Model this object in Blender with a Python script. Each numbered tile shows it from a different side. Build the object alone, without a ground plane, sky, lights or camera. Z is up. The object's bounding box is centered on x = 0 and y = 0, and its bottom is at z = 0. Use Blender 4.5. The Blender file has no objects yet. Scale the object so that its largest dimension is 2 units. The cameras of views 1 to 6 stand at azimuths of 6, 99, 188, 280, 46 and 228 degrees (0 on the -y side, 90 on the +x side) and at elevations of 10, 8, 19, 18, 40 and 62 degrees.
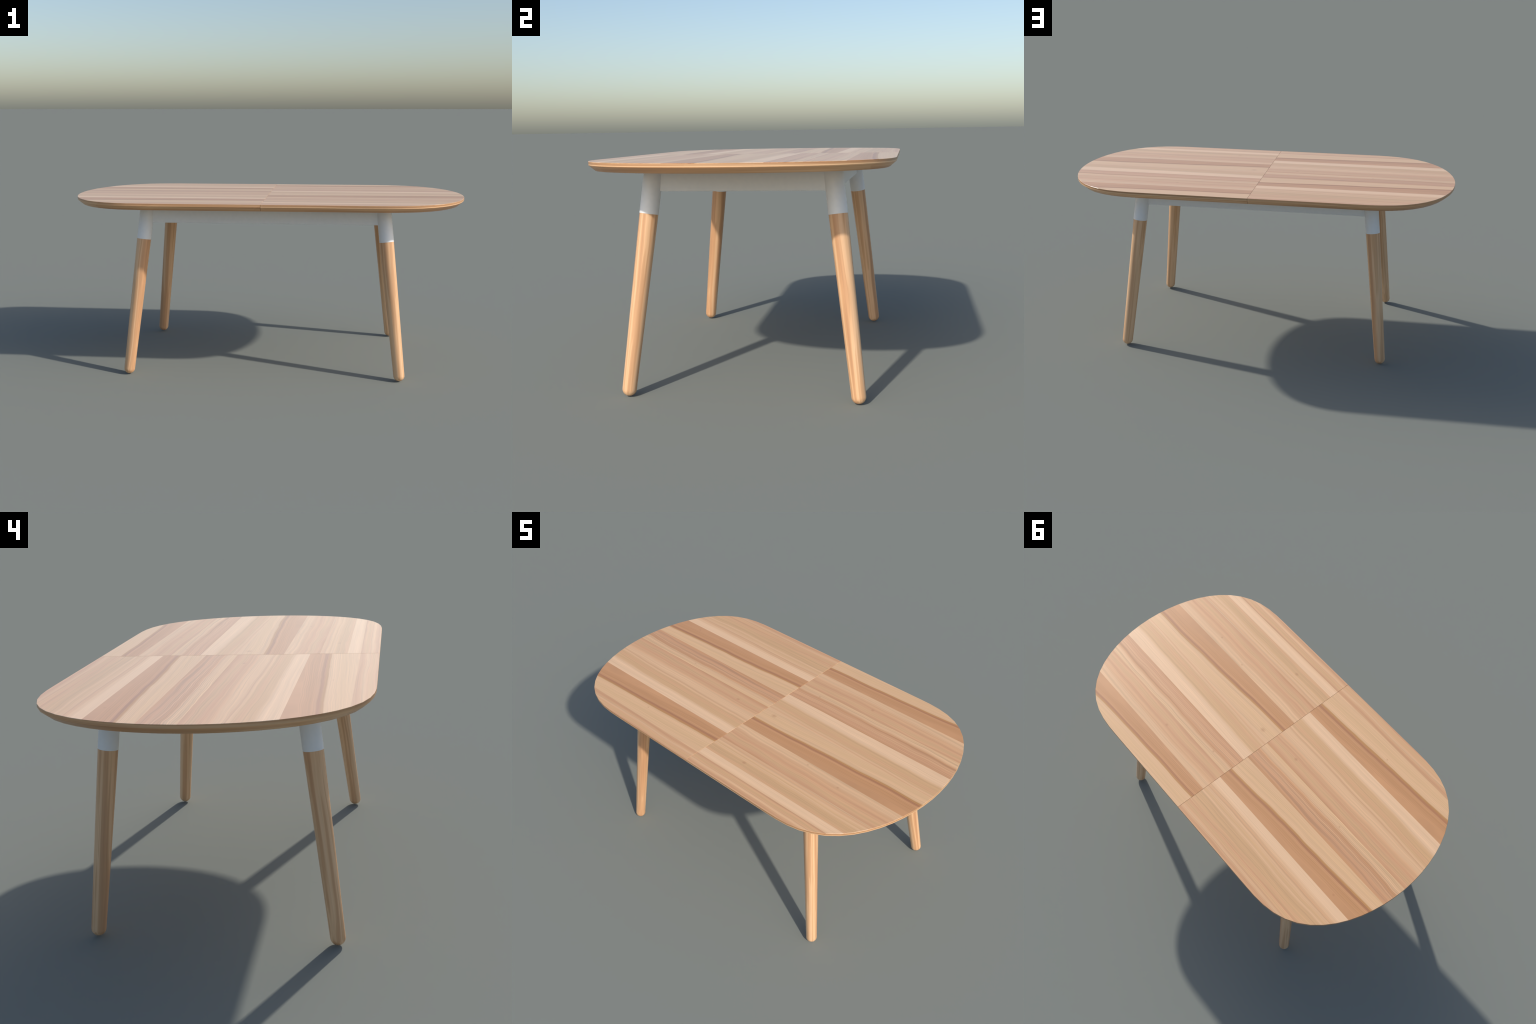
"""Extendable oval dining table: two solid-stave leaves, white steel frame, splayed wooden legs."""
import bpy, math, random
from mathutils import Vector, Matrix

random.seed(7)

# ------------------------------------------------------------------ sizes (metres)
TOP_Z = 0.871            # upper face of the table top
HALF_LENGTH = 1.0
HALF_WIDTH = 0.5522
STRAIGHT = 0.52          # half length of the straight long side
POW_X, POW_Y = 2.80, 1.955 # superellipse exponents of the rounded end
FACETS = 14              # segments per quarter of the rounded end
SEAM = 0.0003            # half gap between the two leaves
NOTCH = 0.0006           # the seam opens a little at the rim
STAVE_THICK = 0.0016
EASE = 0.0007            # tiny eased arris on the upper edge
BAND_Z = 0.857           # lower edge of the upright edge band
UNDER_Z = 0.8370         # underside
UNDERCUT = 0.0245        # how far the bevel runs in under the top

FOOT = Vector((0.669, 0.4246, 0.0265))   # centre of the rounded foot
JOINT = Vector((0.598, 0.3480, 0.6725))  # where wood enters the steel socket
FOOT_R, JOINT_R = 0.0267, 0.0346
SOCKET_R = 0.0353
RAIL_LOW = 0.754
RAIL_Y, RAIL_X, RAIL_T = 0.345, 0.596, 0.030


# ------------------------------------------------------------------ node helpers
class Graph:
    def __init__(self, name):
        self.mat = bpy.data.materials.new(name)
        self.mat.use_nodes = True
        self.t = self.mat.node_tree
        self.t.nodes.clear()
        self.out = self.t.nodes.new("ShaderNodeOutputMaterial")
        self.bsdf = self.t.nodes.new("ShaderNodeBsdfPrincipled")
        self.t.links.new(self.bsdf.outputs[0], self.out.inputs[0])
        self.coord = self.t.nodes.new("ShaderNodeTexCoord").outputs["Object"]

    def put(self, socket, value):
        if isinstance(value, bpy.types.NodeSocket):
            self.t.links.new(value, socket)
        else:
            socket.default_value = value

    def math(self, op, a, b=0.0, c=None, clamp=False):
        n = self.t.nodes.new("ShaderNodeMath")
        n.operation = op
        n.use_clamp = clamp
        self.put(n.inputs[0], a)
        self.put(n.inputs[1], b)
        if c is not None:
            self.put(n.inputs[2], c)
        return n.outputs[0]

    def xyz(self):
        n = self.t.nodes.new("ShaderNodeSeparateXYZ")
        self.put(n.inputs[0], self.coord)
        return n.outputs

    def vec(self, x, y, z):
        n = self.t.nodes.new("ShaderNodeCombineXYZ")
        for s, v in zip(n.inputs, (x, y, z)):
            self.put(s, v)
        return n.outputs[0]

    def noise(self, vector, scale=1.0, detail=2.0, rough=0.5, distortion=0.0):
        n = self.t.nodes.new("ShaderNodeTexNoise")
        self.put(n.inputs["Vector"], vector)
        n.inputs["Scale"].default_value = scale
        n.inputs["Detail"].default_value = detail
        n.inputs["Roughness"].default_value = rough
        n.inputs["Distortion"].default_value = distortion
        return n.outputs[0]

    def remap(self, v, a, b, c, d):
        n = self.t.nodes.new("ShaderNodeMapRange")
        self.put(n.inputs[0], v)
        for i, k in enumerate((a, b, c, d)):
            n.inputs[i + 1].default_value = k
        return n.outputs[0]

    def ramp(self, fac, stops, mode="LINEAR"):
        n = self.t.nodes.new("ShaderNodeValToRGB")
        n.color_ramp.interpolation = mode
        e = n.color_ramp.elements
        while len(e) < len(stops):
            e.new(0.5)
        for el, (p, c) in zip(e, stops):
            el.position = p
            el.color = (*c, 1.0)
        self.put(n.inputs[0], fac)
        return n.outputs[0]

    def mix(self, fac, a, b, mode="MIX"):
        n = self.t.nodes.new("ShaderNodeMix")
        n.data_type = "RGBA"
        n.blend_type = mode
        self.put(n.inputs[0], fac)
        self.put(n.inputs[6], a)
        self.put(n.inputs[7], b)
        return n.outputs[2]

    def scale_colour(self, colour, factor):
        n = self.t.nodes.new("ShaderNodeVectorMath")
        n.operation = "SCALE"
        self.put(n.inputs[0], colour)
        self.put(n.inputs["Scale"], factor)
        return n.outputs[0]

    def finish(self, colour, rough=0.5, bump=None, strength=0.1, distance=0.001):
        self.put(self.bsdf.inputs["Base Color"], colour)
        self.put(self.bsdf.inputs["Roughness"], rough)
        if bump is not None:
            n = self.t.nodes.new("ShaderNodeBump")
            n.inputs["Strength"].default_value = strength
            n.inputs["Distance"].default_value = distance
            self.put(n.inputs["Height"], bump)
            self.put(self.bsdf.inputs["Normal"], n.outputs[0])
        return self.mat


def srgb(r, g, b):
    f = lambda c: c / 12.92 if c <= 0.04045 else ((c + 0.055) / 1.055) ** 2.4
    return tuple(f(v / 255.0) for v in (r, g, b))


def wood(r, g, b):
    """Tone as it looks in full daylight, turned into the surface's own colour."""
    return tuple((c - 0.045) / k for c, k in zip(srgb(r, g, b), (0.85, 0.845, 0.915)))


# wood tones of the staves
BRIGHT = wood(221, 184, 154)
LIGHT = wood(213, 174, 142)
STRAW = wood(210, 172, 138)
TAN = wood(203, 164, 130)
PINK = wood(206, 163, 131)
ROSE = wood(198, 153, 123)
BROWN = wood(194, 148, 115)
DARK = wood(190, 144, 110)
GOLD = wood(186, 141, 103)
LINE = wood(174, 128, 101)

# each kind: colour bands across the board (0 = one long edge, 1 = the other), drift of the
# bands along the board, waviness, strength of streaks, strength of ring lines
KINDS = {
    "heartwood": dict(bands=[(0.0, LIGHT), (0.30, STRAW), (0.50, LIGHT), (0.545, STRAW), (0.57, GOLD), (0.60, GOLD),
                             (0.625, LINE), (0.665, LINE), (0.70, BROWN), (0.80, DARK), (1.0, BROWN)], drift=0.20, wave=0.09, streak=0.085, rings=0.055),
    "rosy": dict(bands=[(0.0, LIGHT), (0.20, LIGHT), (0.30, PINK), (0.42, PINK), (0.50, ROSE), (0.58, PINK),
                        (0.72, TAN), (0.80, PINK), (0.92, ROSE), (1.0, BROWN)], drift=-0.06, wave=0.16, streak=0.10, rings=0.02),
    "streaked": dict(bands=[(0.0, STRAW), (0.28, LIGHT), (0.36, PINK), (0.42, BROWN), (0.52, ROSE), (0.57, PINK),
                            (0.62, ROSE), (0.66, PINK), (0.72, ROSE), (0.90, ROSE), (1.0, BROWN)], drift=0.0, wave=0.20, streak=0.15, rings=0.09),
    "sapwood": dict(bands=[(0.0, BRIGHT), (0.30, BRIGHT), (0.42, TAN), (0.56, TAN), (0.66, PINK), (0.76, TAN),
                           (0.82, LIGHT), (0.88, PINK), (0.92, LIGHT), (1.0, LIGHT)], drift=-0.10, wave=0.10, streak=0.09, rings=0.02),
    "bright": dict(bands=[(0.0, BRIGHT), (0.7, BRIGHT), (1.0, LIGHT)], drift=0.0, wave=0.10, streak=0.05, rings=0.01),
    "tawny": dict(bands=[(0.0, LIGHT), (0.12, PINK), (0.22, LIGHT), (0.34, TAN), (0.42, LIGHT), (0.52, TAN), (0.80, TAN),
                         (0.90, PINK), (1.0, TAN)], drift=0.0, wave=0.14, streak=0.11, rings=0.03),
    "streaky_edge": dict(bands=[(0.0, ROSE), (0.12, PINK), (0.28, TAN), (0.42, PINK), (0.58, LIGHT), (0.70, PINK), (0.85, ROSE), (1.0, PINK)],
                         drift=0.0, wave=0.20, streak=0.11, rings=0.03),
}


def stave_material(kind, width, seed, knots):
    k = KINDS[kind]
    g = Graph("stave_" + kind)
    x, y, _ = g.xyz()
    across = g.math("DIVIDE", g.math("MULTIPLY", y, -1.0), width)
    # slow bend of the grain
    bend = g.math("SUBTRACT", g.noise(g.vec(g.math("MULTIPLY", x, 1.7), g.math("MULTIPLY", y, 5.0), seed), 1.0, 2.0, 0.45), 0.5)
    ripple = g.math("SUBTRACT", g.noise(g.vec(g.math("MULTIPLY", x, 7.0), g.math("MULTIPLY", y, 9.0), seed + 3.1), 1.0, 2.0, 0.5), 0.5)
    t = g.math("ADD", across, g.math("MULTIPLY", bend, 2.0 * k["wave"]))
    t = g.math("ADD", t, g.math("MULTIPLY", ripple, 0.5 * k["wave"]))
    t = g.math("ADD", t, g.math("MULTIPLY", x, k["drift"]))
    t = g.math("MULTIPLY", t, 1.0, clamp=True)
    colour = g.ramp(t, k["bands"])
    # grain lines bend together with the bands
    yy = g.math("MULTIPLY", t, width)
    streak = g.noise(g.vec(g.math("MULTIPLY", x, 0.9), g.math("MULTIPLY", yy, 95.0), seed + 5.0), 1.0, 4.0, 0.65)
    fine = g.noise(g.vec(g.math("MULTIPLY", x, 5.0), g.math("MULTIPLY", yy, 420.0), seed + 9.0), 1.0, 3.0, 0.6)
    f = g.remap(streak, 0.3, 0.7, 1.0 - k["streak"], 1.0 + 0.6 * k["streak"])
    f = g.math("MULTIPLY", f, g.remap(fine, 0.3, 0.7, 0.95, 1.045))
    # thin dark growth lines here and there
    thin = g.noise(g.vec(g.math("MULTIPLY", x, 0.7), g.math("MULTIPLY", yy, 170.0), seed + 13.0), 1.0, 2.0, 0.5)
    f = g.math("MULTIPLY", f, g.remap(thin, 0.58, 0.66, 1.0, 1.0 - 0.9 * k["streak"]))
    # ring lines, only in part of the board
    ring = g.math("SINE", g.math("MULTIPLY_ADD", yy, 900.0, g.math("MULTIPLY", ripple, 9.0)))
    where = g.remap(g.noise(g.vec(g.math("MULTIPLY", x, 1.2), g.math("MULTIPLY", y, 14.0), seed + 1.7), 1.0, 1.0), 0.42, 0.6, 0.0, 1.0)
    f = g.math("MULTIPLY", f, g.math("MULTIPLY_ADD", g.math("MULTIPLY", ring, where), k["rings"], 1.0))
    for kx, ky, kr in knots:
        dx = g.math("MULTIPLY", g.math("SUBTRACT", x, kx), 0.75)
        dy = g.math("SUBTRACT", g.math("ADD", y, g.math("MULTIPLY", fine, 0.004)), ky)
        d = g.math("SQRT", g.math("ADD", g.math("MULTIPLY", dx, dx), g.math("MULTIPLY", dy, dy)))
        colour = g.mix(g.remap(d, kr * 0.15, kr * 1.1, 0.45, 0.0), colour, (*LINE, 1.0))
    colour = g.scale_colour(colour, f)
    return g.finish(colour, rough=0.30)


def edge_material(name, tone_scale, ring_strength):
    """Lipping of the rim: grain runs round the edge."""
    g = Graph(name)
    x, y, z = g.xyz()
    piece = g.t.nodes.new("ShaderNodeTexVoronoi")
    piece.voronoi_dimensions = "2D"
    piece.inputs["Scale"].default_value = 2.3
    skew = g.math("MULTIPLY", z, 1.5)
    g.put(piece.inputs["Vector"], g.vec(g.math("ADD", x, skew), g.math("ADD", y, skew), 0.0))
    tone = g.t.nodes.new("ShaderNodeSeparateColor")
    g.put(tone.inputs[0], piece.outputs["Color"])
    bend = g.noise(g.vec(g.math("MULTIPLY", x, 3.0), g.math("MULTIPLY", y, 3.0), 2.0), 1.0, 2.0)
    zz = g.math("ADD", g.math("MULTIPLY", z, 1.0), g.math("MULTIPLY", bend, 0.012))
    streak = g.noise(g.vec(g.math("MULTIPLY", x, 1.2), g.math("MULTIPLY", y, 1.2), g.math("MULTIPLY", zz, 150.0)), 1.0, 2.0, 0.5)
    fine = g.noise(g.vec(g.math("MULTIPLY", x, 6.0), g.math("MULTIPLY", y, 6.0), g.math("MULTIPLY", zz, 700.0)), 1.0, 2.0, 0.5)
    v = g.math("ADD", streak, g.remap(tone.outputs[0], 0.0, 1.0, -0.07, 0.07))
    colour = g.ramp(v, [(0.30, srgb(192, 140, 97)), (0.45, srgb(206, 153, 108)), (0.58, srgb(214, 164, 118)), (0.72, srgb(226, 180, 135))])
    colour = g.scale_colour(colour, tone_scale)
    # one pale growth ring follows the lower edge of the lipping
    ring = g.math("ABSOLUTE", g.math("SUBTRACT", g.math("ADD", z, g.math("MULTIPLY", bend, 0.002)), BAND_Z + 0.0035))
    colour = g.mix(g.remap(ring, 0.0010, 0.0024, ring_strength, 0.0), colour, (*srgb(236, 193, 148), 1.0))
    colour = g.scale_colour(colour, g.remap(fine, 0.3, 0.7, 0.95, 1.04))
    return g.finish(colour, rough=0.36)


def leg_material():
    g = Graph("leg_wood")
    x, y, z = g.xyz()
    info = g.t.nodes.new("ShaderNodeObjectInfo").outputs["Random"]
    seed = g.math("MULTIPLY", info, 40.0)
    bend = g.math("SUBTRACT", g.noise(g.vec(seed, 0.0, g.math("MULTIPLY", z, 2.2)), 1.0, 2.0), 0.5)
    bx = g.math("ADD", x, g.math("MULTIPLY", bend, 0.028))
    by = g.math("ADD", y, g.math("MULTIPLY", bend, -0.022))
    broad = g.noise(g.vec(g.math("ADD", g.math("MULTIPLY", bx, 31.0), seed), g.math("MULTIPLY", by, 31.0), g.math("MULTIPLY", z, 0.45)), 1.0, 2.0, 0.55)
    fine = g.noise(g.vec(g.math("ADD", g.math("MULTIPLY", bx, 260.0), seed), g.math("MULTIPLY", by, 260.0), g.math("MULTIPLY", z, 3.0)), 1.0, 3.0, 0.55)
    colour = g.ramp(broad, [(0.28, srgb(190, 140, 101)), (0.40, srgb(206, 156, 114)), (0.46, srgb(212, 163, 120)), (0.48, srgb(224, 178, 134)), (0.56, srgb(231, 187, 145)), (0.58, srgb(218, 171, 127)), (0.66, srgb(208, 158, 115)), (0.68, srgb(226, 181, 138))])
    colour = g.scale_colour(colour, g.remap(fine, 0.3, 0.7, 0.94, 1.05))
    return g.finish(colour, rough=0.36)


def steel_material():
    g = Graph("white_steel")
    speck = g.noise(g.coord, 60.0, 3.0, 0.6)
    colour = g.ramp(speck, [(0.3, srgb(232, 233, 234)), (0.7, srgb(236, 236, 236))])
    return g.finish(colour, rough=0.38)


# ------------------------------------------------------------------ mesh helpers
def add_mesh(name, verts, faces, material, parent=None, smooth=None):
    me = bpy.data.meshes.new(name)
    me.from_pydata(verts, [], faces)
    me.validate()
    me.update()
    me.materials.append(material)
    if smooth is not None:
        me.shade_smooth()
        me.set_sharp_from_angle(angle=math.radians(smooth))
    ob = bpy.data.objects.new(name, me)
    bpy.context.collection.objects.link(ob)
    ob.parent = parent
    return ob


def end_curve():
    """Equal-length points of the rounded end's quarter as (x fraction, y fraction)."""
    dense = []
    for i in range(2001):
        a = math.pi / 2 * i / 2000
        dense.append((math.cos(a) ** (2 / POW_X), math.sin(a) ** (2 / POW_Y)))
    run, total = [0.0], 0.0
    for (x0, y0), (x1, y1) in zip(dense, dense[1:]):
        total += math.hypot((x1 - x0) * (HALF_LENGTH - STRAIGHT), (y1 - y0) * HALF_WIDTH)
        run.append(total)
    picked, j = [], 0
    for i in range(FACETS + 1):
        while j < 2000 and run[j] < total * i / FACETS:
            j += 1
        picked.append(dense[j])
    picked[0], picked[-1] = (1.0, 0.0), (0.0, 1.0)
    return picked


QUARTER = end_curve()
# from the +y side round the end to the -y side
END = [(fx, fy) for fx, fy in reversed(QUARTER)] + [(fx, -fy) for fx, fy in QUARTER[1:]]


def end_x(fy, inset=0.0):
    """x of the faceted end at relative height fy (-1..1)."""
    for (x0, y0), (x1, y1) in zip(END, END[1:]):
        if y0 >= fy >= y1:
            f = x0 + (x1 - x0) * ((fy - y0) / (y1 - y0) if y1 != y0 else 0.0)
            return STRAIGHT + (HALF_LENGTH - inset - STRAIGHT) * f
    return STRAIGHT


def leaf_ring(inset, z, seam=0.0001):
    h = HALF_WIDTH - inset
    pts = [(seam, h - 0.006, z), (seam + NOTCH, h, z)]
    pts += [(STRAIGHT + (HALF_LENGTH - inset - STRAIGHT) * fx, h * fy, z) for fx, fy in END]
    return pts + [(seam + NOTCH, -h, z), (seam, -h + 0.006, z)]


def build_leaf(band, bevel, parent):
    rings = [leaf_ring(0.0003, TOP_Z - STAVE_THICK + 0.0005, 0.0001), leaf_ring(0.0003, BAND_Z + 0.0016),
             leaf_ring(0.0012, BAND_Z - 0.0004), leaf_ring(UNDERCUT - 0.0015, UNDER_Z + 0.0010), leaf_ring(UNDERCUT + 0.001, UNDER_Z)]
    n = len(rings[0])
    verts = [p for r in rings for p in r]
    faces = [tuple(reversed(range(n))), tuple(range((len(rings) - 1) * n, len(rings) * n))]
    for k in range(len(rings) - 1):
        for i in range(n):
            j = (i + 1) % n
            faces.append((k * n + i, k * n + j, (k + 1) * n + j, (k + 1) * n + i))
    ob = add_mesh("tabletop_leaf", verts, faces, band, parent, smooth=24)
    ob.data.materials.append(bevel)
    for p in ob.data.polygons:  # undercut and underside
        if p.normal.z < -0.2:
            p.material_index = 1
    return ob


def build_stave(parent, y_start, y_end, kind, seed, knots=()):
    """One board of the top: runs from the seam to the rounded end."""
    width = y_start - y_end
    fa, fb = y_start / HALF_WIDTH, y_end / HALF_WIDTH
    fys = [fa] + [fy for _, fy in END if fa - 1e-4 > fy > fb + 1e-4] + [fb]

    def ring(inset, z, seam):
        h = HALF_WIDTH - inset
        p = [(seam, h * fa, z)] + [(end_x(fy, inset), h * fy, z) for fy in fys] + [(seam, h * fb, z)]
        return [(x, y - y_start, z - TOP_Z) for x, y, z in p]

    # upper face, eased arris, lower face
    rings = [ring(EASE, TOP_Z, SEAM + EASE), ring(0.0, TOP_Z - EASE, SEAM), ring(0.0, TOP_Z - STAVE_THICK, SEAM)]
    n = len(rings[0])
    verts = [p for r in rings for p in r]
    faces = [tuple(reversed(range(n))), tuple(range(2 * n, 3 * n))]
    for k in range(2):
        for i in range(n):
            j = (i + 1) % n
            faces.append((k * n + i, k * n + j, (k + 1) * n + j, (k + 1) * n + i))
    ob = add_mesh("stave", verts, faces, stave_material(kind, width, seed, knots), parent)
    ob.location = (0.0, y_start, TOP_Z)
    return ob


def build_turned(name, profile, material, parent, foot, axis, segments=40):
    """Lathe part: profile of (radius, height along the axis), set up at foot along axis."""
    verts, faces = [], []
    for r, h in profile:
        for s in range(segments):
            a = 2 * math.pi * s / segments
            verts.append((r * math.cos(a), r * math.sin(a), h))
    for k in range(len(profile) - 1):
        for s in range(segments):
            e = (s + 1) % segments
            faces.append((k * segments + s, k * segments + e, (k + 1) * segments + e, (k + 1) * segments + s))
    faces.append(tuple(reversed(range(segments))))
    faces.append(tuple(range((len(profile) - 1) * segments, len(profile) * segments)))
    ob = add_mesh(name, verts, faces, material, parent, smooth=35)
    ob.rotation_mode = "QUATERNION"
    ob.rotation_quaternion = Vector((0, 0, 1)).rotation_difference(axis)
    ob.location = foot
    return ob


def build_rail(start, end, normal, z0, z1, material, parent):
    """Flat steel tube between two sockets, upright edges slightly rounded."""
    d = (end - start)
    e = 0.0025
    prof = [(0, z0 + e), (-e, z0), (-RAIL_T + e, z0), (-RAIL_T, z0 + e), (-RAIL_T, z1), (0, z1)]
    verts = []
    for p in (start, end):
        for o, z in prof:
            q = p + normal * o
            verts.append((q.x, q.y, z))
    n = len(prof)
    faces = [tuple(range(n)), tuple(reversed(range(n, 2 * n)))]
    for i in range(n):
        j = (i + 1) % n
        faces.append((i, i + n, j + n, j))
    ob = add_mesh("apron_rail", verts, faces, material, parent)
    import bmesh
    bm = bmesh.new()
    bm.from_mesh(ob.data)
    bmesh.ops.recalc_face_normals(bm, faces=bm.faces)
    bm.to_mesh(ob.data)
    bm.free()
    return ob


# ------------------------------------------------------------------ build
table = bpy.data.objects.new("dining_table", None)
bpy.context.collection.objects.link(table)
table["label"] = "oval extendable wooden dining table with splayed legs and white frame"
table["category"] = "table"

RIMS = [(edge_material("rim_band_wood", 0.78, 0.85), edge_material("rim_bevel_wood", 1.10, 0.0)),
        (edge_material("rim_band_wood", 0.95, 0.15), edge_material("rim_bevel_wood", 1.08, 0.0))]
legwood = leg_material()
steel = steel_material()

# order of the boards in each leaf, from the leaf's own +y edge: (where it ends, kind)
LEAVES = [
    [(0.399, "heartwood"), (0.267, "rosy"), (0.147, "streaked"), (-0.008, "sapwood"), (-0.185, "heartwood"),
     (-0.325, "rosy"), (-0.431, "tawny"), (-0.481, "bright"), (-HALF_WIDTH, "streaky_edge")],
    [(0.481, "streaky_edge"), (0.288, "heartwood"), (0.135, "sapwood"), (0.004, "rosy"), (-0.122, "streaked"),
     (-0.296, "heartwood"), (-0.349, "bright"), (-0.481, "tawny"), (-HALF_WIDTH, "streaky_edge")],
]
# knots and pin marks of each leaf: (distance from the seam, y, radius)
KNOTS = [
    [(0.072, -0.035, 0.013), (0.219, -0.385, 0.010), (0.404, 0.323, 0.008), (0.133, 0.235, 0.006), (0.448, -0.200, 0.005), (0.653, -0.228, 0.006)],
    [(0.163, 0.058, 0.009), (0.454, 0.408, 0.005), (0.574, -0.019, 0.005), (0.810, -0.267, 0.006)],
]

for li, boards in enumerate(LEAVES):
    leaf = build_leaf(*RIMS[li], table)
    leaf.rotation_euler = (0, 0, math.pi * li)
    y = HALF_WIDTH
    for bi, (y_end, kind) in enumerate(boards):
        knots = [(kx, ky - y, kr) for kx, ky, kr in KNOTS[li] if y_end < ky < y]
        build_stave(leaf, y, y_end, kind, 10.0 * li + 1.37 * bi, knots)
        y = y_end

for sx in (1, -1):
    for sy in (1, -1):
        foot = Vector((FOOT.x * sx, FOOT.y * sy, FOOT.z))
        joint = Vector((JOINT.x * sx, JOINT.y * sy, JOINT.z))
        axis = (joint - foot).normalized()
        length = (joint - foot).length
        taper = (JOINT_R - FOOT_R) / length
        prof = []
        for i in range(10):
            a = math.pi / 2 * (1 - i / 9)
            prof.append((max(0.0008, FOOT_R * math.cos(a)), -FOOT_R * math.sin(a)))
        for i in range(1, 9):
            h = length * i / 8
            prof.append((FOOT_R + taper * h, h))
        prof.append((JOINT_R, length + 0.02))
        build_turned("leg", prof, legwood, table, foot, axis)
        top = (UNDER_Z + 0.004 - joint.z) / axis.z
        build_turned("leg_socket", [(SOCKET_R - 0.0012, -0.0004), (SOCKET_R, 0.0010), (SOCKET_R, top)], steel, table, joint, axis)

for s in (1, -1):
    build_rail(Vector((-0.575, RAIL_Y * s, 0)), Vector((0.575, RAIL_Y * s, 0)), Vector((0, s, 0)), RAIL_LOW, UNDER_Z - 0.0005, steel, table)
    build_rail(Vector((RAIL_X * s, -0.326, 0)), Vector((RAIL_X * s, 0.326, 0)), Vector((s, 0, 0)), RAIL_LOW, UNDER_Z - 0.0005, steel, table)
